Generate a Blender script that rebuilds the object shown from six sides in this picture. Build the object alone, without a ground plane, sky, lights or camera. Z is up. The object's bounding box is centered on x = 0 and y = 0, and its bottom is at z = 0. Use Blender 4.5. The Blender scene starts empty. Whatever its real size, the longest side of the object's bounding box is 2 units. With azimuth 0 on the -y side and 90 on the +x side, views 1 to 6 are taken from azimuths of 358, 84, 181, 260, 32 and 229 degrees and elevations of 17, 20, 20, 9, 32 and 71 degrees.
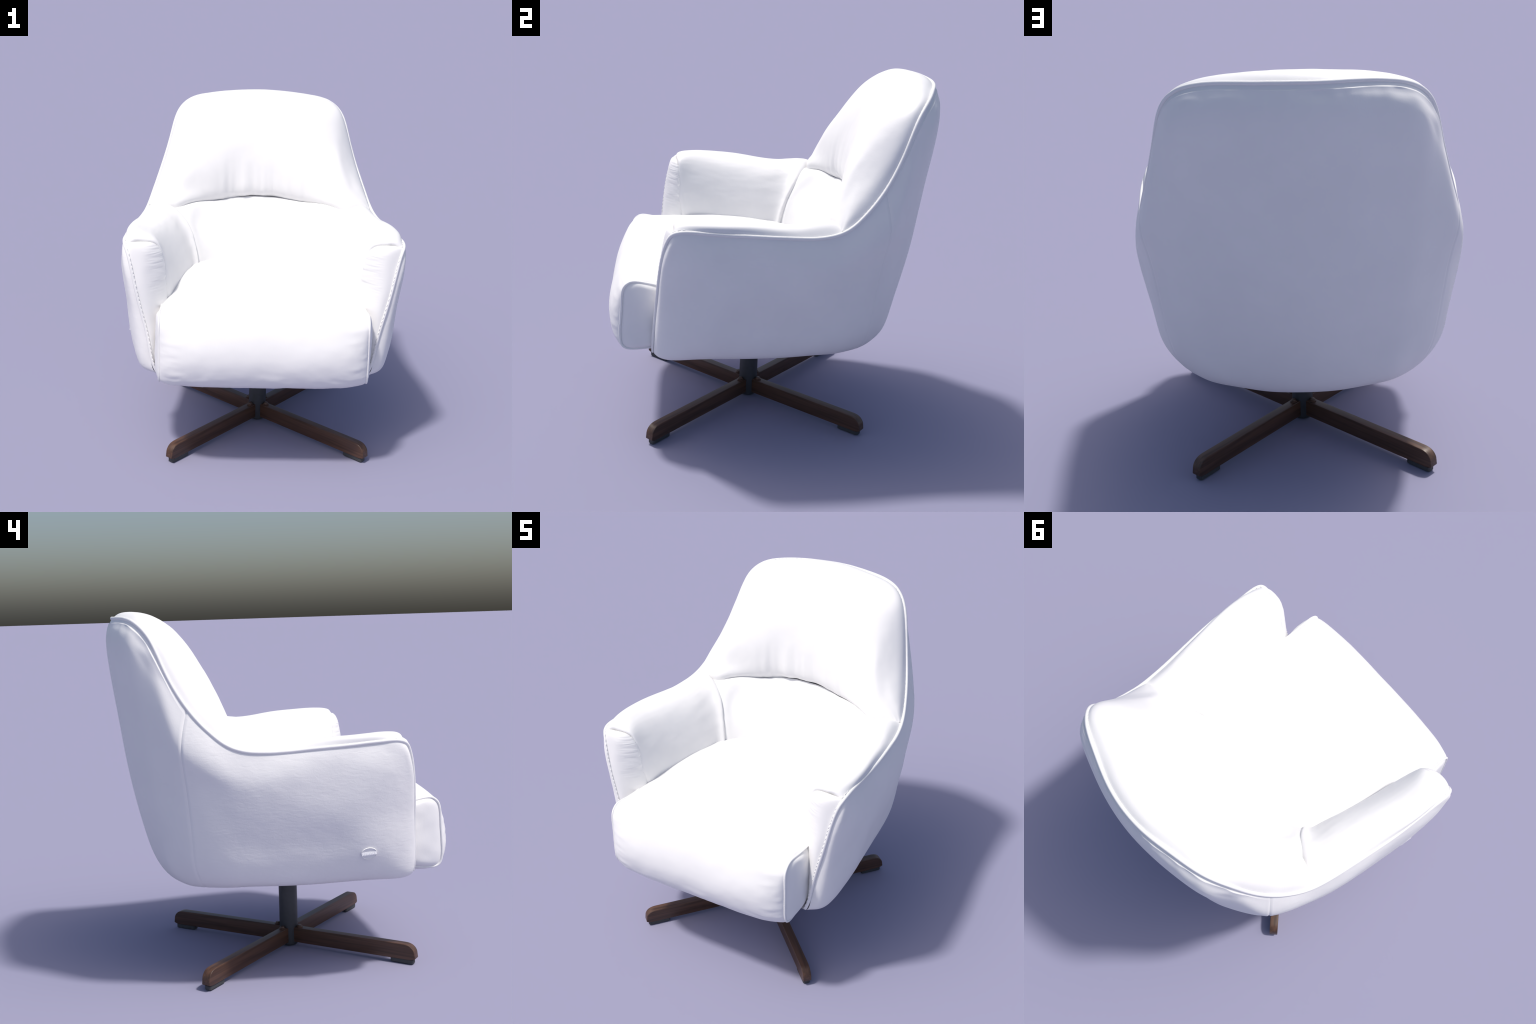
import bpy, bmesh, math, random
import numpy as np
from mathutils import Vector, noise as mnoise

random.seed(7)
rng = np.random.default_rng(7)
V3 = lambda *a: np.array(a, float)

# ------------------------------------------------------------------ helpers
def spline(P, n, t=None, closed=False):
    """natural cubic spline through the rows of P (axis 0), n samples per span"""
    P = np.asarray(P, float)
    m = len(P)
    flat = P.reshape(m, -1)
    if t is None:
        t = np.r_[0, np.cumsum(np.maximum(np.linalg.norm(np.diff(flat, axis=0), axis=1), 1e-4) ** 0.8)]
    h = np.diff(t)
    A = np.zeros((m, m)); B = np.zeros_like(flat)
    A[0, 0] = A[-1, -1] = 1
    for i in range(1, m - 1):
        A[i, i - 1], A[i, i], A[i, i + 1] = h[i - 1], 2 * (h[i - 1] + h[i]), h[i]
        B[i] = 6 * ((flat[i + 1] - flat[i]) / h[i] - (flat[i] - flat[i - 1]) / h[i - 1])
    M = np.linalg.solve(A, B)
    out = []
    u = np.linspace(0, 1, n, endpoint=False)[:, None]
    for i in range(m - 1):
        a, b, hh = 1 - u, u, h[i]
        out.append(a * flat[i] + b * flat[i + 1] + ((a ** 3 - a) * M[i] + (b ** 3 - b) * M[i + 1]) * hh * hh / 6)
    out.append(flat[-1:])
    R = np.vstack(out)
    return R.reshape((len(R),) + P.shape[1:])

def mean_t(G):
    d = np.linalg.norm(np.diff(G, axis=0), axis=-1).mean(axis=1) if G.ndim == 3 else None
    return np.r_[0, np.cumsum(np.maximum(d, 1e-4) ** 0.8)]

def patch(G, nu, nv):
    """bicubic surface through a control net G[col][row][3]"""
    G = np.asarray(G, float)
    S = spline(G, nu, mean_t(G))
    S = np.swapaxes(S, 0, 1)
    S = spline(S, nv, mean_t(np.swapaxes(G, 0, 1)))
    return np.swapaxes(S, 0, 1)

def mirror_net(G, drop_last=True):
    """right half, last column on x = 0 -> full width, right to left"""
    G = np.asarray(G, float)
    L = G[::-1].copy(); L[..., 0] *= -1
    return np.vstack([G, L[1:] if drop_last else L])

def grid_normals(S):
    du = np.gradient(S, axis=0); dv = np.gradient(S, axis=1)
    n = np.cross(du, dv)
    return n / np.maximum(np.linalg.norm(n, axis=-1, keepdims=True), 1e-9)

def fbm(p, scale, seed=0.0, octv=3):
    v = 0.0; a = 1.0
    q = Vector((p[0] * scale + seed, p[1] * scale - seed * .7, p[2] * scale + seed * .3))
    for _ in range(octv):
        v += a * mnoise.noise(q); q = q * 2.03; a *= .5
    return v

def warp(p):
    """the real chair is a touch longer on its left side than on its right"""
    p = np.array(p, float)
    p[..., 1] *= 1 - 0.03 * p[..., 0] * smoothstep(-.1, .4, p[..., 1])
    return p

def smoothstep(a, b, x):
    t = np.clip((x - a) / (b - a), 0, 1)
    return t * t * (3 - 2 * t)

# ------------------------------------------------------------------ materials
def new_mat(name):
    m = bpy.data.materials.new(name); m.use_nodes = True
    nt = m.node_tree; b = nt.nodes["Principled BSDF"]
    return m, nt, b

def leather_mat(name="white_leather", crease=0.0):
    m, nt, b = new_mat(name)
    N, L = nt.nodes, nt.links
    tc = N.new("ShaderNodeTexCoord")
    n1 = N.new("ShaderNodeTexNoise"); n1.inputs["Scale"].default_value = 5; n1.inputs["Detail"].default_value = 4
    r = N.new("ShaderNodeValToRGB")
    r.color_ramp.elements[0].color = LEATHER_LO; r.color_ramp.elements[1].color = LEATHER_HI
    r.color_ramp.elements[0].position = .3; r.color_ramp.elements[1].position = .7
    L.new(tc.outputs["Object"], n1.inputs["Vector"]); L.new(n1.outputs["Fac"], r.inputs["Fac"])
    L.new(r.outputs["Color"], b.inputs["Base Color"])
    b.inputs["Roughness"].default_value = .5
    vo = N.new("ShaderNodeTexVoronoi"); vo.inputs["Scale"].default_value = 140
    n2 = N.new("ShaderNodeTexNoise"); n2.inputs["Scale"].default_value = 26; n2.inputs["Detail"].default_value = 6
    L.new(tc.outputs["Object"], vo.inputs["Vector"]); L.new(tc.outputs["Object"], n2.inputs["Vector"])
    b1 = N.new("ShaderNodeBump"); b1.inputs["Strength"].default_value = .05; b1.inputs["Distance"].default_value = .002
    b2 = N.new("ShaderNodeBump"); b2.inputs["Strength"].default_value = .06; b2.inputs["Distance"].default_value = .006
    L.new(vo.outputs["Distance"], b1.inputs["Height"]); L.new(n2.outputs["Fac"], b2.inputs["Height"])
    L.new(b1.outputs["Normal"], b2.inputs["Normal"]); last = b2
    if crease:
        mp = N.new("ShaderNodeMapping"); mp.inputs["Rotation"].default_value = (math.radians(38), 0, 0); mp.inputs["Scale"].default_value = (8, 14, 42)
        n3 = N.new("ShaderNodeTexNoise"); n3.inputs["Scale"].default_value = 1.5; n3.inputs["Detail"].default_value = 5; n3.inputs["Distortion"].default_value = .6
        b3 = N.new("ShaderNodeBump"); b3.inputs["Strength"].default_value = crease; b3.inputs["Distance"].default_value = .004
        L.new(tc.outputs["Object"], mp.inputs["Vector"]); L.new(mp.outputs["Vector"], n3.inputs["Vector"])
        L.new(n3.outputs["Fac"], b3.inputs["Height"]); L.new(b2.outputs["Normal"], b3.inputs["Normal"]); last = b3
    L.new(last.outputs["Normal"], b.inputs["Normal"])
    return m

def wood_mat():
    m, nt, b = new_mat("walnut_wood")
    N, L = nt.nodes, nt.links
    tc = N.new("ShaderNodeTexCoord")
    mp = N.new("ShaderNodeMapping"); mp.inputs["Scale"].default_value = (1.5, 34, 34)
    L.new(tc.outputs["Object"], mp.inputs["Vector"])
    n1 = N.new("ShaderNodeTexNoise"); n1.inputs["Scale"].default_value = 1.6; n1.inputs["Detail"].default_value = 6; n1.inputs["Distortion"].default_value = .8
    L.new(mp.outputs["Vector"], n1.inputs["Vector"])
    r = N.new("ShaderNodeValToRGB"); e = r.color_ramp.elements
    e[0].position, e[0].color = .28, (.044, .0215, .0125, 1)
    e[1].position, e[1].color = .72, (.112, .055, .032, 1)
    x = e.new(.5); x.color = (.074, .0365, .0215, 1)
    L.new(n1.outputs["Fac"], r.inputs["Fac"]); L.new(r.outputs["Color"], b.inputs["Base Color"])
    b.inputs["Roughness"].default_value = .42
    bu = N.new("ShaderNodeBump"); bu.inputs["Strength"].default_value = .12; bu.inputs["Distance"].default_value = .003
    L.new(n1.outputs["Fac"], bu.inputs["Height"]); L.new(bu.outputs["Normal"], b.inputs["Normal"])
    return m

def plain_mat(name, col, rough, metal=0.0, nscale=60, bump=.04):
    m, nt, b = new_mat(name)
    N, L = nt.nodes, nt.links
    tc = N.new("ShaderNodeTexCoord")
    n1 = N.new("ShaderNodeTexNoise"); n1.inputs["Scale"].default_value = nscale; n1.inputs["Detail"].default_value = 3
    L.new(tc.outputs["Object"], n1.inputs["Vector"])
    r = N.new("ShaderNodeValToRGB")
    r.color_ramp.elements[0].color = tuple(c * .85 for c in col) + (1,)
    r.color_ramp.elements[1].color = tuple(min(1, c * 1.12) for c in col) + (1,)
    L.new(n1.outputs["Fac"], r.inputs["Fac"]); L.new(r.outputs["Color"], b.inputs["Base Color"])
    b.inputs["Roughness"].default_value = rough; b.inputs["Metallic"].default_value = metal
    bu = N.new("ShaderNodeBump"); bu.inputs["Strength"].default_value = bump; bu.inputs["Distance"].default_value = .002
    L.new(n1.outputs["Fac"], bu.inputs["Height"]); L.new(bu.outputs["Normal"], b.inputs["Normal"])
    return m

LEATHER_LO = (.785, .782, .785, 1); LEATHER_HI = (.815, .812, .812, 1)
LEATHER = leather_mat()
CREASED = leather_mat("creased_white_leather", .22)
WOOD = wood_mat()
STEEL = plain_mat("dark_grey_metal", (.060, .064, .068), .45, .3)
RUBBER = plain_mat("dark_rubber", (.045, .048, .050), .6)
SILVER = plain_mat("white_badge_metal", (.86, .86, .88), .3, .0, 200, .02)

# ------------------------------------------------------------------ objects
def make_obj(name, verts, faces, mat, parent=None, smooth=True, angle=None):
    me = bpy.data.meshes.new(name)
    me.from_pydata([tuple(map(float, v)) for v in verts], [], faces)
    bm = bmesh.new(); bm.from_mesh(me)
    bmesh.ops.remove_doubles(bm, verts=bm.verts, dist=1e-5)
    bmesh.ops.recalc_face_normals(bm, faces=bm.faces)
    bm.to_mesh(me); bm.free()
    me.materials.append(mat)
    for p in me.polygons: p.use_smooth = smooth
    if angle is not None: me.set_sharp_from_angle(angle=math.radians(angle))
    o = bpy.data.objects.new(name, me)
    bpy.context.scene.collection.objects.link(o)
    if parent: o.parent = parent
    return o

def grid_faces(a, b, off=0, closed_u=False, closed_v=False):
    F = []
    for i in range(a if closed_u else a - 1):
        for j in range(b if closed_v else b - 1):
            i2, j2 = (i + 1) % a, (j + 1) % b
            F.append((off + i * b + j, off + i2 * b + j, off + i2 * b + j2, off + i * b + j2))
    return F

def grid_obj(name, S, mat, parent, **k):
    a, b = S.shape[:2]
    return make_obj(name, warp(S).reshape(-1, 3), grid_faces(a, b), mat, parent, **k)

def tube(curve, rad, seg=10):
    """verts, faces of a round cord along a dense polyline"""
    C = np.asarray(curve, float); T = np.gradient(C, axis=0); T /= np.linalg.norm(T, axis=1, keepdims=True)
    up = V3(0, 0, 1) if abs(T[0][2]) < .9 else V3(0, 1, 0)
    verts = []
    nrm = np.cross(T[0], up); nrm /= np.linalg.norm(nrm)
    for c, t in zip(C, T):
        nrm = nrm - t * (nrm @ t); nrm /= np.linalg.norm(nrm); bi = np.cross(t, nrm)
        for k in range(seg):
            a = 2 * math.pi * k / seg
            verts.append(c + rad * (math.cos(a) * nrm + math.sin(a) * bi))
    F = grid_faces(len(C), seg, closed_v=True)
    n = len(verts)
    F.append(tuple(range(seg))[::-1]); F.append(tuple(range(n - seg, n)))
    return np.array(verts), F

def empty(name, loc, parent=None):
    o = bpy.data.objects.new(name, None); o.location = loc
    bpy.context.scene.collection.objects.link(o)
    if parent: o.parent = parent
    return o

chair = empty("swivel_armchair", (0, 0, 0))
chair["label"] = "white leather swivel armchair with four-pointed dark wood base"
chair["category"] = "armchair"

# ================================================================== SHELL (outer side + back panels)
# control columns of the right half, from the front edge of the arm round to the
# middle of the back; each runs from the piping down the outside to under the seat
SHELL = [
 [(0.784,-0.567,1.281),(0.778,-0.578,1.258),(0.759,-0.601,1.201),(0.728,-0.624,1.067),(0.693,-0.636,0.914),(0.653,-0.648,0.756),(0.640,-0.652,0.649),(0.612,-0.652,0.552),(0.428,-0.573,0.537)],
 [(0.791,-0.553,1.293),(0.795,-0.563,1.268),(0.793,-0.583,1.211),(0.760,-0.614,1.072),(0.733,-0.625,0.924),(0.703,-0.638,0.767),(0.684,-0.642,0.622),(0.652,-0.628,0.553),(0.468,-0.560,0.539)],
 [(0.796,-0.513,1.303),(0.802,-0.523,1.282),(0.806,-0.544,1.226),(0.785,-0.578,1.085),(0.761,-0.585,0.935),(0.743,-0.590,0.775),(0.723,-0.587,0.627),(0.681,-0.582,0.551),(0.474,-0.522,0.537)],
 [(0.793,-0.438,1.303),(0.799,-0.443,1.281),(0.811,-0.456,1.230),(0.815,-0.465,1.104),(0.795,-0.449,0.936),(0.780,-0.440,0.775),(0.751,-0.443,0.654),(0.690,-0.446,0.559),(0.479,-0.423,0.534)],
 [(0.786,-0.205,1.289),(0.792,-0.204,1.269),(0.802,-0.203,1.223),(0.807,-0.188,1.094),(0.795,-0.180,0.934),(0.758,-0.184,0.772),(0.729,-0.184,0.649),(0.663,-0.182,0.552),(0.457,-0.182,0.530)],
 [(0.759,0.070,1.273),(0.767,0.072,1.252),(0.783,0.078,1.203),(0.793,0.082,1.095),(0.771,0.082,0.938),(0.733,0.074,0.767),(0.700,0.069,0.641),(0.641,0.068,0.552),(0.441,0.058,0.519)],
 [(0.725,0.312,1.297),(0.733,0.313,1.268),(0.751,0.311,1.198),(0.757,0.301,1.084),(0.736,0.283,0.928),(0.703,0.272,0.758),(0.675,0.259,0.634),(0.608,0.238,0.551),(0.407,0.219,0.516)],
 [(0.690,0.436,1.390),(0.705,0.443,1.348),(0.729,0.450,1.257),(0.717,0.436,1.115),(0.698,0.411,0.949),(0.675,0.393,0.763),(0.639,0.379,0.630),(0.568,0.350,0.543),(0.359,0.320,0.514)],
 [(0.651,0.529,1.504),(0.664,0.542,1.459),(0.688,0.565,1.357),(0.672,0.562,1.185),(0.641,0.540,0.991),(0.614,0.525,0.785),(0.572,0.506,0.634),(0.499,0.464,0.538),(0.308,0.403,0.510)],
 [(0.591,0.634,1.709),(0.605,0.639,1.655),(0.630,0.647,1.524),(0.597,0.649,1.268),(0.549,0.639,1.038),(0.530,0.612,0.802),(0.497,0.577,0.632),(0.430,0.531,0.532),(0.255,0.444,0.507)],
 [(0.540,0.698,1.863),(0.550,0.707,1.813),(0.561,0.723,1.697),(0.525,0.718,1.371),(0.467,0.708,1.076),(0.444,0.666,0.803),(0.418,0.625,0.617),(0.358,0.566,0.529),(0.201,0.471,0.501)],
 [(0.458,0.755,1.933),(0.473,0.770,1.897),(0.501,0.791,1.811),(0.450,0.766,1.432),(0.386,0.746,1.092),(0.362,0.691,0.794),(0.342,0.639,0.601),(0.283,0.581,0.522),(0.158,0.491,0.496)],
 [(0.297,0.811,1.962),(0.305,0.829,1.932),(0.326,0.853,1.859),(0.295,0.823,1.472),(0.252,0.784,1.099),(0.233,0.718,0.779),(0.213,0.657,0.585),(0.177,0.590,0.507),(0.096,0.503,0.491)],
 [(0.143,0.850,1.965),(0.147,0.867,1.933),(0.154,0.889,1.858),(0.145,0.854,1.481),(0.128,0.804,1.097),(0.117,0.734,0.774),(0.104,0.668,0.580),(0.086,0.595,0.502),(0.047,0.502,0.489)],
 [(0.000,0.863,1.966),(0.000,0.879,1.933),(0.000,0.901,1.858),(0.000,0.864,1.483),(0.000,0.810,1.096),(0.000,0.740,0.772),(0.000,0.672,0.579),(0.000,0.597,0.501),(0.000,0.501,0.488)],
]
NU, NV = 14, 16
S = patch(mirror_net(SHELL), NU, NV)
ncol = len(SHELL)
SEAM_R, SEAM_L = 8 * NU, (2 * ncol - 2 - 8) * NU
Nn = grid_normals(S)
if (Nn[14 * NU, 3 * NV] @ V3(0, 1, 0)) < 0: Nn = -Nn
# relief: seam grooves, folds under the top piping, soft irregularity
colpos = np.arange(S.shape[0])
for i in range(S.shape[0]):
    for j in range(S.shape[1]):
        p = S[i, j]; d = 0.0
        row = max(0, j / NV - .7)
        for sc in (SEAM_R, SEAM_L):
            dist = np.linalg.norm(S[i, j] - S[sc, j]) if abs(i - sc) < 12 else 9
            if dist < .05:
                d += -.004 * (.35 + .65 * smoothstep(.7, 1.3, p[2])) * math.exp(-(dist / .006) ** 2) + .0010 * math.exp(-((dist - .016) / .010) ** 2)
        if p[1] > .5:                                   # puckers under the top piping
            w = smoothstep(.06, .22, row) * (1 - smoothstep(.5, 1.15, row)) * smoothstep(1.5, 1.8, p[2])
            d += w * (.008 * fbm((p[0], 0, p[2] * .6), 7.0, 3.1, 3))
            d += smoothstep(.0, .12, row) * (1 - smoothstep(.12, .55, row)) * .003 * smoothstep(1.4, 1.8, p[2])
        side = smoothstep(.55, .75, abs(p[0]))
        d += side * .0009 * fbm(p, 11, 5.0, 3) * smoothstep(.1, .8, row)
        d += .0010 * fbm(p, 3.2, 9.0, 2) * smoothstep(.1, .8, row)
        S[i, j] = p + Nn[i, j] * d
grid_obj("back_panel", S[SEAM_R:SEAM_L + 1], LEATHER, chair)
grid_obj("side_panel", S[:SEAM_R + 1], CREASED, chair)
grid_obj("side_panel", S[SEAM_L:], CREASED, chair)

# underside closing sheet (a shallow slab)
rim = warp(S[:, -1])
c = V3(0, -.05, .488)
rings = [rim, rim * .55 + c * .45 , rim * .1 + c * .9]
UV = np.vstack(rings + [c[None] - V3(0, 0, .0)])
n = len(rim); F = []
for k in range(2):
    for i in range(n):
        i2 = (i + 1) % n
        F.append((k * n + i, k * n + i2, (k + 1) * n + i2, (k + 1) * n + i))
for i in range(n): F.append((2 * n + i, 2 * n + (i + 1) % n, 3 * n))
make_obj("underside", UV, F, LEATHER, chair)

# ================================================================== PIPING round the shell
pip_ctrl = [(0.606,-0.660,0.564),(0.626,-0.660,0.615),(0.654,-0.651,0.760),(0.708,-0.634,0.984),(0.752,-0.608,1.185),(0.772,-0.586,1.256),(0.788,-0.559,1.292),(0.794,-0.492,1.305)] + \
           [tuple(c[0]) for c in SHELL[3:]]
pip = mirror_net(np.array(pip_ctrl)[:, None, :])[:, 0]
pcurve = spline(pip, 22)
pcurve = pcurve + np.array([[0, 0, .002 * fbm(p, 6, 1.7, 2)] for p in pcurve])
out = pcurve - V3(0, .1, 1.0); out[:, 2] = 0; 
pv, pf = tube(warp(pcurve), .0095, 10)
make_obj("piping", pv, pf, LEATHER, chair)

# cushion edges are sewn into the piping: pull the outer edge rows onto its line
def sew(S, edge_v=True, depth=14, drop=.004, only=None):
    R = S.copy()
    for i in range(S.shape[0]):
        if only is not None and i < only: continue
        k = np.argmin(((pcurve - S[i, 0]) ** 2).sum(1))
        off = pcurve[k] - V3(0, 0, drop) - S[i, 0]
        if np.linalg.norm(off) > .05: continue
        for j in range(depth):
            R[i, j] += off * (1 - j / depth) ** 2
    return R

# ================================================================== ARMRESTS
ARM = [
 [(0.767,-0.550,1.269),(0.727,-0.547,1.288),(0.687,-0.545,1.288),(0.627,-0.537,1.273),(0.602,-0.542,1.195),(0.593,-0.543,1.104),(0.579,-0.516,0.954),(0.575,-0.504,0.788)],
 [(0.784,-0.557,1.294),(0.735,-0.557,1.318),(0.688,-0.555,1.319),(0.616,-0.545,1.301),(0.577,-0.537,1.211),(0.563,-0.537,1.105),(0.548,-0.511,0.954),(0.545,-0.500,0.787)],
 [(0.796,-0.485,1.303),(0.769,-0.478,1.338),(0.701,-0.465,1.341),(0.629,-0.467,1.317),(0.573,-0.466,1.235),(0.536,-0.453,1.121),(0.512,-0.428,0.968),(0.501,-0.422,0.797)],
 [(0.803,-0.323,1.297),(0.779,-0.320,1.336),(0.707,-0.317,1.333),(0.632,-0.318,1.309),(0.563,-0.315,1.223),(0.519,-0.310,1.114),(0.488,-0.302,0.973),(0.479,-0.302,0.806)],
 [(0.777,-0.152,1.289),(0.759,-0.149,1.327),(0.680,-0.140,1.323),(0.606,-0.132,1.298),(0.536,-0.132,1.219),(0.489,-0.131,1.106),(0.460,-0.131,0.972),(0.452,-0.132,0.807)],
 [(0.759,0.070,1.273),(0.728,0.061,1.305),(0.668,0.055,1.314),(0.588,0.041,1.292),(0.510,0.017,1.213),(0.462,-0.004,1.101),(0.434,-0.020,0.967),(0.428,-0.021,0.806)],
 [(0.740,0.192,1.284),(0.700,0.182,1.316),(0.649,0.177,1.331),(0.572,0.171,1.303),(0.490,0.133,1.216),(0.438,0.095,1.104),(0.411,0.065,0.965),(0.405,0.059,0.804)],
 [(0.726,0.307,1.296),(0.683,0.286,1.317),(0.625,0.263,1.327),(0.547,0.235,1.300),(0.457,0.173,1.214),(0.415,0.123,1.111),(0.387,0.086,0.964),(0.377,0.080,0.803)],
 [(0.721,0.337,1.273),(0.692,0.329,1.277),(0.640,0.304,1.284),(0.561,0.271,1.267),(0.480,0.200,1.199),(0.433,0.152,1.102),(0.406,0.116,0.965),(0.397,0.110,0.803)],
]
FRONT = [
 [(0.786,-0.560,1.292),(0.785,-0.561,1.292),(0.781,-0.562,1.295),(0.782,-0.557,1.296),(0.774,-0.547,1.286)],
 [(0.772,-0.589,1.249),(0.746,-0.591,1.278),(0.714,-0.579,1.303),(0.688,-0.558,1.305),(0.690,-0.545,1.292)],
 [(0.753,-0.607,1.185),(0.713,-0.609,1.224),(0.655,-0.588,1.280),(0.616,-0.547,1.289),(0.626,-0.534,1.275)],
 [(0.731,-0.624,1.087),(0.700,-0.627,1.114),(0.620,-0.595,1.175),(0.571,-0.537,1.195),(0.585,-0.525,1.194)],
 [(0.708,-0.633,0.984),(0.677,-0.638,0.990),(0.606,-0.595,1.012),(0.556,-0.522,1.020),(0.571,-0.509,1.024)],
 [(0.674,-0.644,0.850),(0.648,-0.644,0.845),(0.581,-0.579,0.841),(0.543,-0.501,0.848),(0.559,-0.485,0.851)],
 [(0.645,-0.655,0.713),(0.628,-0.649,0.712),(0.580,-0.574,0.713),(0.549,-0.500,0.723),(0.565,-0.485,0.725)],
 [(0.620,-0.655,0.571),(0.607,-0.645,0.570),(0.574,-0.565,0.577),(0.545,-0.498,0.585),(0.563,-0.483,0.589)],
]
def relief(S, fn):
    n = grid_normals(S)
    R = S.copy()
    for i in range(S.shape[0]):
        for j in range(S.shape[1]):
            R[i, j] += n[i, j] * fn(S[i, j], i / (S.shape[0] - 1), j / (S.shape[1] - 1))
    return R
def arm_relief(p, u, v):
    return .0016 * fbm((p[0] * 3, p[1] * .8, p[2] * 3), 7, 2.2, 3) * smoothstep(.05, .25, v)
def front_relief(p, u, v):
    w = math.exp(-((u - .42) / .16) ** 2) * smoothstep(.25, .6, v) * (1 - smoothstep(.85, 1, v))
    g = fbm((p[0] * 2 + p[2], p[1], p[2] * 22), 5, 4.4, 2)        # short creases running across
    return w * (.0021 * g + .003 * fbm((p[0] * .6, p[1] * .6, p[2] * 2.5), 8, 1.4, 2))
for sx in (1, -1):
    A = patch(ARM, 14, 14); A = sew(A, only=10); A = relief(A, arm_relief); A[..., 0] *= sx
    arm = grid_obj("armrest", A, LEATHER, chair)
    B = patch(FRONT, 44, 18); B = sew(B, drop=0, only=30); B = relief(B, front_relief); B[..., 0] *= sx
    grid_obj("armrest_front", B, LEATHER, chair)

# ================================================================== BACK CUSHION
BACK = [
 [(0.720,0.319,1.290),(0.715,0.313,1.301),(0.711,0.306,1.303),(0.706,0.303,1.304),(0.701,0.299,1.305),(0.698,0.295,1.303),(0.695,0.292,1.300),(0.690,0.289,1.297),(0.691,0.295,1.276)],
 [(0.690,0.436,1.390),(0.678,0.399,1.411),(0.667,0.362,1.409),(0.658,0.337,1.395),(0.650,0.320,1.381),(0.644,0.306,1.367),(0.635,0.289,1.347),(0.628,0.278,1.330),(0.627,0.275,1.293)],
 [(0.651,0.529,1.504),(0.636,0.484,1.530),(0.612,0.424,1.521),(0.598,0.374,1.489),(0.592,0.335,1.445),(0.585,0.305,1.403),(0.574,0.282,1.360),(0.563,0.264,1.330),(0.561,0.264,1.289)],
 [(0.591,0.634,1.709),(0.583,0.599,1.727),(0.561,0.538,1.709),(0.531,0.455,1.657),(0.516,0.373,1.576),(0.512,0.322,1.470),(0.500,0.294,1.387),(0.487,0.279,1.339),(0.485,0.298,1.297)],
 [(0.540,0.698,1.863),(0.531,0.666,1.879),(0.512,0.608,1.856),(0.480,0.525,1.794),(0.453,0.424,1.681),(0.439,0.345,1.536),(0.424,0.323,1.409),(0.408,0.320,1.346),(0.396,0.360,1.303)],
 [(0.458,0.755,1.933),(0.447,0.722,1.948),(0.430,0.659,1.935),(0.400,0.561,1.879),(0.369,0.460,1.771),(0.345,0.374,1.605),(0.324,0.348,1.448),(0.306,0.359,1.360),(0.298,0.398,1.310)],
 [(0.297,0.811,1.962),(0.286,0.759,1.981),(0.275,0.692,1.977),(0.261,0.588,1.931),(0.245,0.484,1.817),(0.223,0.405,1.639),(0.201,0.379,1.469),(0.184,0.392,1.370),(0.176,0.435,1.323)],
 [(0.143,0.850,1.965),(0.133,0.806,1.989),(0.129,0.725,1.992),(0.128,0.615,1.954),(0.123,0.503,1.840),(0.116,0.425,1.653),(0.106,0.395,1.477),(0.098,0.405,1.378),(0.093,0.453,1.335)],
 [(0.000,0.863,1.966),(0.000,0.818,1.992),(0.000,0.734,1.996),(0.000,0.624,1.962),(0.000,0.510,1.848),(0.000,0.432,1.658),(0.000,0.401,1.481),(0.000,0.410,1.381),(0.000,0.450,1.339)],
]
C = sew(patch(mirror_net(BACK), 16, 14))
def back_relief(p, u, v):
    w = smoothstep(.60, .86, v) * (1 - smoothstep(.93, 1, v)) * (1 - smoothstep(.25, .45, abs(p[0])))
    g = fbm((p[0], 0, 0), 13, 1.3, 2) * .0085 * w            # gathers above the crease
    return -g + .0012 * fbm(p, 8, 6.6, 3) * smoothstep(.05, .2, v)
C = relief(C, back_relief)
grid_obj("back_cushion", C, LEATHER, chair)

# ================================================================== LUMBAR CUSHION
LUM = [
 [(0.602,0.280,1.288),(0.583,0.244,1.298),(0.503,0.176,1.212),(0.461,0.128,1.111),(0.434,0.091,0.964),(0.424,0.084,0.803)],
 [(0.556,0.292,1.286),(0.537,0.258,1.298),(0.458,0.187,1.212),(0.416,0.138,1.111),(0.389,0.101,0.964),(0.379,0.094,0.803)],
 [(0.480,0.335,1.293),(0.468,0.291,1.313),(0.418,0.233,1.214),(0.379,0.168,1.108),(0.353,0.127,0.963),(0.344,0.115,0.802)],
 [(0.395,0.377,1.296),(0.389,0.342,1.323),(0.351,0.280,1.214),(0.321,0.208,1.107),(0.301,0.163,0.961),(0.295,0.150,0.800)],
 [(0.290,0.413,1.297),(0.286,0.383,1.321),(0.262,0.318,1.213),(0.241,0.244,1.107),(0.227,0.199,0.959),(0.222,0.186,0.799)],
 [(0.152,0.455,1.312),(0.151,0.428,1.333),(0.140,0.361,1.221),(0.130,0.280,1.111),(0.122,0.232,0.959),(0.120,0.219,0.799)],
 [(0.000,0.460,1.321),(0.000,0.433,1.342),(0.000,0.366,1.229),(0.000,0.286,1.119),(0.000,0.240,0.961),(0.000,0.228,0.800)],
]
Lm = patch(mirror_net(LUM), 14, 14)
Lm = relief(Lm, lambda p, u, v: .0012 * fbm(p, 8, 8.6, 3))
grid_obj("lumbar_cushion", Lm, LEATHER, chair)

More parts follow.
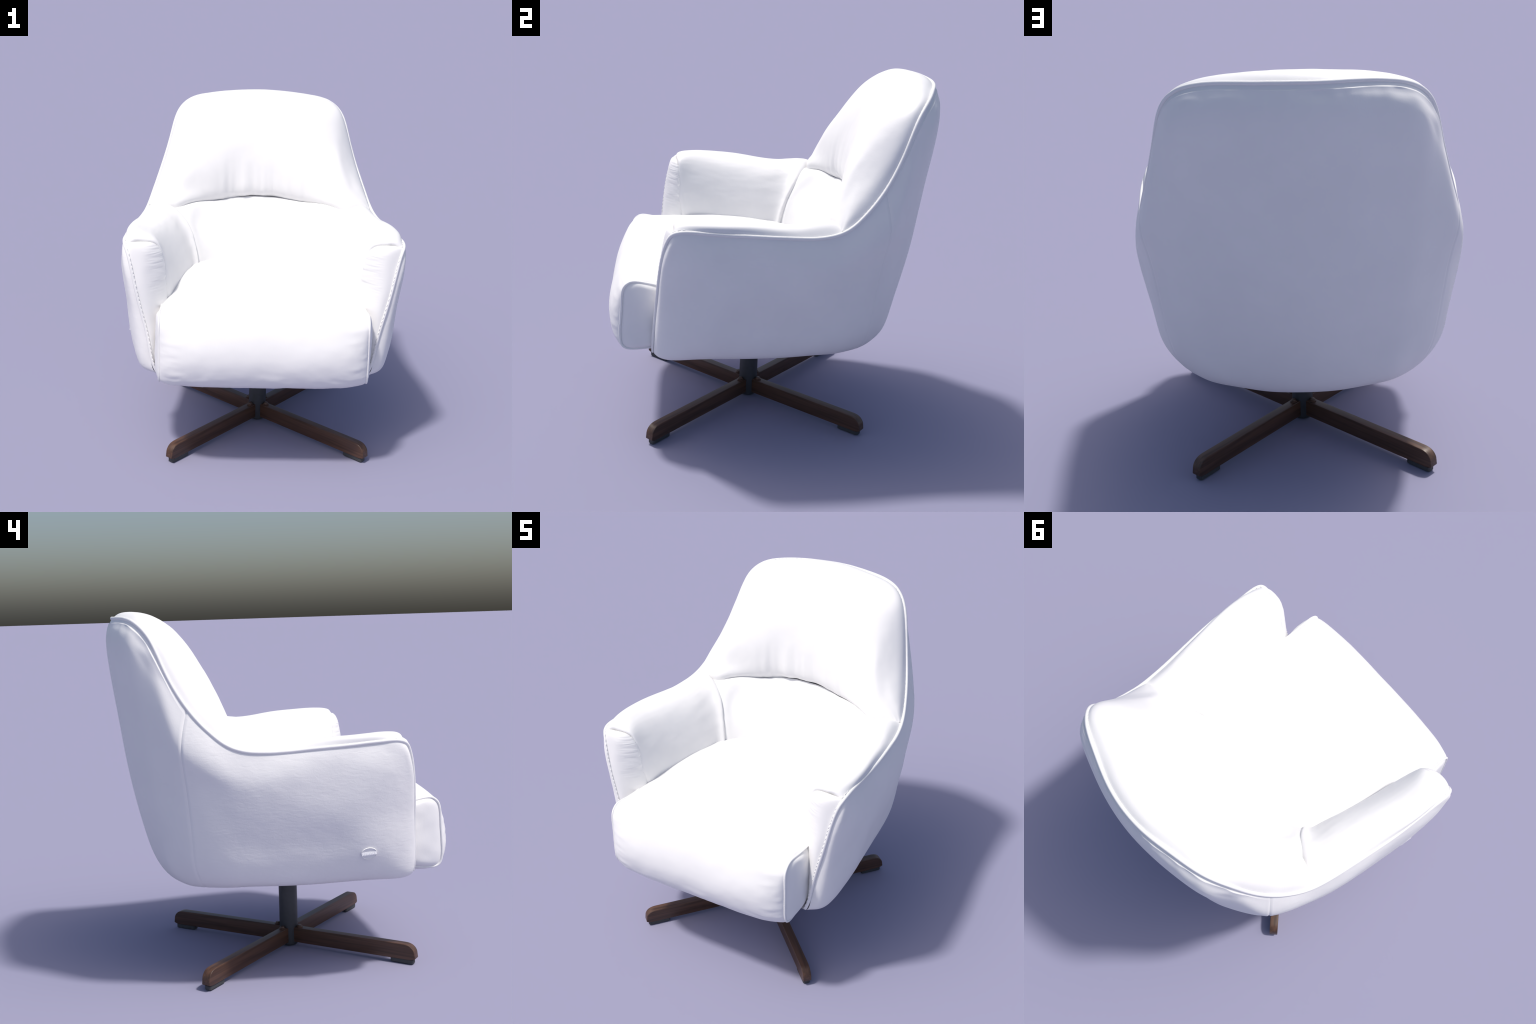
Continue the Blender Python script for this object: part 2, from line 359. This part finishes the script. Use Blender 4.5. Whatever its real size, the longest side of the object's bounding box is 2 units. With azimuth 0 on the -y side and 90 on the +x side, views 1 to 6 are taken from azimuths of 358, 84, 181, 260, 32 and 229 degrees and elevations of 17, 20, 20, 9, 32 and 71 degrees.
# ================================================================== SEAT CUSHION
# side profile (where the seat piping runs) and centre profile, as (y, z) loops
SIDE_P = [(0.250,0.930),(0.001,0.954),(-0.253,0.958),(-0.512,0.939),(-0.647,0.939),(-0.748,0.955),(-0.795,0.945),(-0.823,0.904),(-0.830,0.813),(-0.836,0.718),(-0.838,0.642),(-0.829,0.594),(-0.802,0.571),(-0.718,0.572),(-0.502,0.597),(-0.203,0.585),(0.100,0.555),(0.250,0.560)]
MID_P  = [(0.300,0.990),(0.001,1.008),(-0.249,1.039),(-0.477,1.054),(-0.653,1.043),(-0.769,1.008),(-0.833,0.955),(-0.875,0.888),(-0.905,0.799),(-0.916,0.713),(-0.904,0.634),(-0.874,0.572),(-0.819,0.540),(-0.721,0.523),(-0.499,0.505),(-0.200,0.501),(0.100,0.500),(0.300,0.520)]
sp = spline(np.array(SIDE_P), 8, t=np.arange(len(SIDE_P)) ** 1.0)
mp_ = spline(np.array(MID_P), 8, t=np.arange(len(MID_P)) ** 1.0)
HW = .578
us = np.sin(np.linspace(-math.pi / 2, math.pi / 2, 97))
Sg = []
for u in us:
    crown = (1 - abs(u) ** 2.3) ** .72
    flat = (1 - abs(u) ** 5) ** .62
    front = smoothstep(.98, .80, sp[:, 1]) * smoothstep(-.70, -.80, sp[:, 0])
    low = np.maximum(front, smoothstep(.62, .58, sp[:, 1]))
    b = (crown * (1 - low) + flat * low)[:, None]
    prof = sp * (1 - b) + mp_ * b
    x = HW * u
    Sg.append([(x + 0.0, y, z) for y, z in prof])
Sg = np.array(Sg)
Sg = np.concatenate([Sg, Sg[:, :1]], axis=1)
def seat_relief(p, u, v):
    d = .0018 * fbm(p, 6, 12.0, 3)
    edge = smoothstep(.40, .54, abs(p[0])) * (1 - smoothstep(.565, .578, abs(p[0])))
    if p[1] < -.55: d += edge * .003 * fbm((p[0] * .5, p[1], p[2] * 3), 9, 3.3, 3)
    if p[1] < -.7 and p[2] < .72:
        d += .0026 * fbm((p[0] * 2.0, p[1], p[2] * 5 + abs(p[0]) * 1.5), 4.5, 7.7, 3) * smoothstep(.72, .6, p[2]) * (1 - smoothstep(.5, .57, abs(p[0])))
    return d
nn = grid_normals(Sg)
flip = 1 if nn[48, 30] @ V3(0, -1, 1) > 0 else -1
Sg = Sg + 0
R = Sg.copy()
for i in range(2, Sg.shape[0] - 2):
    for j in range(Sg.shape[1]):
        R[i, j] = Sg[i, j] + flip * nn[i, j] * seat_relief(Sg[i, j], 0, 0)
R[:, -1] = R[:, 0]
Sg = R
seat = grid_obj("seat_cushion", Sg, LEATHER, chair)
for sx in (1, -1):
    # side boxing of the cushion: nested loops bulging a little outwards
    cen = V3(-.36, .76)
    loops = []
    K = 22
    for k in range(K + 1):
        f = 1 - (k / K) ** 1.7
        L_ = []
        for (y, z) in sp:
            q = cen + (V3(y, z) - cen) * f
            dist = (1 - f) * np.linalg.norm(V3(y, z) - cen)
            bulge = .036 * (1 - math.exp(-dist / .045))
            wr = .007 * fbm((0, q[0], q[1]), 7, 2.0 * sx, 2) * (1 - math.exp(-dist / .05))
            top = smoothstep(.80, .93, q[1]) * smoothstep(-.70, -.60, q[0]) * .014 * (1 - math.exp(-dist / .04))
            L_.append((sx * (HW - .002 + bulge + wr - top), q[0], q[1]))
        loops.append(L_)
    loops = np.array(loops)
    a, b_, _ = loops.shape
    make_obj("seat_boxing", warp(loops).reshape(-1, 3), grid_faces(a, b_, closed_v=True), LEATHER, seat)
    cv = np.array([(sx * (HW + .002), y, z) for y, z in sp])
    cv = np.vstack([cv])
    ctr = V3(sx * HW, -.36, .76)
    tv, tf = tube(warp(cv), .0070, 8)
    make_obj("seat_piping", tv, tf, LEATHER, seat)

# ================================================================== STITCHES beside the piping
def stitches(curve, offs, length, gap, rad, name, parent, skip=lambda p: False):
    """small raised thread stitches along a line that runs beside the piping"""
    C = np.asarray(curve); d = np.r_[0, np.cumsum(np.linalg.norm(np.diff(C, axis=0), axis=1))]
    Vv, Ff = [], []
    s = 0.0
    while s + length < d[-1]:
        a = np.array([np.interp(s, d, C[:, k]) for k in range(3)])
        b = np.array([np.interp(s + length, d, C[:, k]) for k in range(3)])
        s += length + gap * (.5 + 1.4 * rng.random())
        if skip(a): continue
        o = offs(.5 * (a + b)); a = a + o; b = b + o
        mid = .5 * (a + b) + o * .15
        tv, tf = tube([a * .98 + mid * .02, .6 * a + .4 * mid + o * .12, .6 * b + .4 * mid + o * .12, b], rad, 6)
        Ff += [tuple(i + len(Vv) for i in f) for f in tf]
        Vv += list(tv)
    o = make_obj(name, Vv, Ff, LEATHER, parent); o["kind"] = "stuff"
    return o
def inner_off(p):
    q = V3(0, -.007, .004)
    if p[2] > 1.35: q = V3(-np.sign(p[0]) * .004 * smoothstep(.2, .5, abs(p[0])), -.005, .0065)
    elif p[1] < -.56: q = V3(-np.sign(p[0]) * .0055, -.0068, .002)
    else: q = V3(-np.sign(p[0]) * .008, 0, .009)
    return q
stitches(warp(pcurve), inner_off, .014, .010, .0019, "stitching", chair, skip=lambda p: p[1] > -.5 and p[2] < 1.35)

# ================================================================== BADGE on the left side panel
badge = empty("badge", (0, 0, 0), chair)
Lp = S[SEAM_L:].reshape(-1, 3)
kb = np.argmin((Lp[:, 1] + .372) ** 2 + (Lp[:, 2] - .722) ** 2)
bc = Lp[kb]
near = np.linalg.norm(Lp - bc, axis=1) < .055
nrm = grid_normals(S)[SEAM_L:].reshape(-1, 3)[near].mean(axis=0); nrm = nrm / np.linalg.norm(nrm); nrm = nrm if nrm[0] < 0 else -nrm
bc = bc + nrm * ((Lp[near] - bc) @ nrm).mean()
nrm = nrm + V3(0, 0, .06); nrm /= np.linalg.norm(nrm)
bc = bc + nrm * .0030
ey = V3(0, -1, .10); ey -= nrm * (ey @ nrm); ey /= np.linalg.norm(ey); ez = np.cross(nrm, ey); ez = ez if ez[2] > 0 else -ez
def disc(name, rx, rz, h, mat):
    prof = [(1, -.012), (1, h * .6), (.985, h), (.95, h), (.92, h * .55), (.6, h * .6), (.001, h * .6)]
    n = 56
    Vv = [bc + ey * rx * r * math.cos(2 * math.pi * k / n) + ez * rz * r * math.sin(2 * math.pi * k / n) + nrm * hh for r, hh in prof for k in range(n)]
    return make_obj(name, warp(np.array(Vv)), grid_faces(len(prof), n, closed_v=True), mat, badge, angle=50)
disc("badge_disc", .043, .032, .0050, LEATHER)
def bar_box(w, hgt, d_low, d_top, cy, cz, d0=-.004):
    """a bar across the badge; its face leans back towards the top"""
    Vv = []
    for low, top, k in ((d0, d0, 1.0), (d_low - .001, d_top - .001, 1.0), (d_low, d_top, .97)):
        for a, b in ((-1, -1), (1, -1), (1, 1), (-1, 1)):
            Vv.append(bc + ey * (cy + a * w * k) + ez * (cz + b * hgt * k) + nrm * (low if b < 0 else top))
    return Vv, grid_faces(3, 4, closed_v=True) + [(8, 9, 10, 11)]
bv, bf = bar_box(.040, .0085, .0090, .0048, 0, .001)
make_obj("badge_bar", warp(np.array(bv)), bf, SILVER, badge, smooth=False)
Vv, Ff = [], []
for k in range(8):                       # the worn, unreadable raised lettering
    a, b = bar_box(.0022 + .0012 * rng.random(), .0034 + .001 * rng.random(), 0.0094, .0066, -.030 + .0086 * k, .0005, d0=.004)
    Ff += [tuple(i + len(Vv) for i in f) for f in b]; Vv += a
lo = make_obj("badge_relief", warp(np.array(Vv)), Ff, SILVER, badge, smooth=False); lo["kind"] = "stuff"

# ================================================================== PEDESTAL
CX, CY = 0.0, -.092
base = empty("pedestal_base", (CX, CY, 0), chair)
def lathe(name, prof, mat, parent, n=48, **k):
    Vv = [(r * math.cos(2 * math.pi * i / n), r * math.sin(2 * math.pi * i / n), z) for r, z in prof for i in range(n)]
    m = len(Vv)
    F = grid_faces(len(prof), n, closed_v=True) + [tuple(range(n))[::-1], tuple(range(m - n, m))]
    return make_obj(name, Vv, F, mat, parent, **k)
lathe("column", [(.044, .004), (.050, .006), (.0535, .011), (.0545, .018), (.0545, .30), (.054, .56)], STEEL, base, angle=40)

LEG_W = .050
def leg_mesh(length):
    """bevelled bar along +x: flat bottom, rounded-off outer end"""
    prof = [(.034, .024), (length - .035, .024), (length - .012, .028), (length - .001, .034), (length, .037), (length - .003, .060)]
    for k in range(1, 9):
        a = math.radians(90 * k / 9)
        prof.append((length - .003 - .055 * (1 - math.cos(a)) - .004 * k / 9, .060 + .052 * math.sin(a)))
    prof += [(length - .066, .113), (length - .12, .1135), (length * .5, .1135), (.10, .1135), (.034, .1135)]
    prof = np.array(prof)
    bm = bmesh.new()
    vs = [[bm.verts.new((x, s * LEG_W / 2, z)) for x, z in prof] for s in (-1, 1)]
    n = len(prof)
    bm.faces.new(vs[0][::-1]); bm.faces.new(vs[1])
    for i in range(n):
        bm.faces.new((vs[0][i], vs[0][(i + 1) % n], vs[1][(i + 1) % n], vs[1][i]))
    bmesh.ops.recalc_face_normals(bm, faces=bm.faces)
    rim = [e for e in bm.edges if abs(e.verts[0].co.y - e.verts[1].co.y) < 1e-6]
    bmesh.ops.bevel(bm, geom=rim, offset=.0065, segments=3, profile=.6, affect='EDGES', clamp_overlap=True)
    me = bpy.data.meshes.new("leg"); bm.to_mesh(me); bm.free()
    for p in me.polygons: p.use_smooth = True
    me.set_sharp_from_angle(angle=math.radians(35))
    me.materials.append(WOOD)
    return me
def rounded_slab(L, W, z0, z1, r, bev, name, mat):
    pts = []
    for cx, cy, a0 in ((L / 2 - r, W / 2 - r, 0), (-L / 2 + r, W / 2 - r, 90), (-L / 2 + r, -W / 2 + r, 180), (L / 2 - r, -W / 2 + r, 270)):
        for k in range(7):
            a = math.radians(a0 + 15 * k); pts.append((cx + r * math.cos(a), cy + r * math.sin(a)))
    pts = np.array(pts); n = len(pts); Vv = []
    for z, ins in ((z0, bev), (z0 + bev, 0), (z1 - bev * .5, 0), (z1, bev * .5)):
        sc = 1 - 2 * ins / np.array([L, W])
        Vv += [(x * sc[0], y * sc[1], z) for x, y in pts]
    F = grid_faces(4, n, closed_v=True) + [tuple(range(n))[::-1], tuple(range(3 * n, 4 * n))]
    me = bpy.data.meshes.new(name); me.from_pydata(Vv, [], F); me.materials.append(mat)
    for p in me.polygons: p.use_smooth = True
    me.set_sharp_from_angle(angle=math.radians(40))
    return me
pad_me = rounded_slab(.138, .042, 0.0, .0255, .012, .004, "foot_pad", RUBBER)
bolt_me = None
for ang, ln in ((-43.2, .858), (50.0, .816), (136.7, .861), (228.9, .813)):
    leg = bpy.data.objects.new("leg", leg_mesh(ln)); bpy.context.scene.collection.objects.link(leg)
    leg.parent = base; leg.rotation_euler = (0, 0, math.radians(ang))
    pad = bpy.data.objects.new("foot_pad", pad_me); bpy.context.scene.collection.objects.link(pad)
    pad.parent = leg; pad.location = (ln - .083, 0, 0)
    if bolt_me is None:
        b = lathe("bolt", [(.0195, .110), (.0195, .1175), (.0175, .1195), (.0135, .120), (.0125, .126), (.0105, .1285), (.0001, .129)], WOOD, leg, n=28, angle=35)
        bolt_me = b.data
    else:
        b = bpy.data.objects.new("bolt", bolt_me); bpy.context.scene.collection.objects.link(b); b.parent = leg
    b.location = (.074, 0, 0)
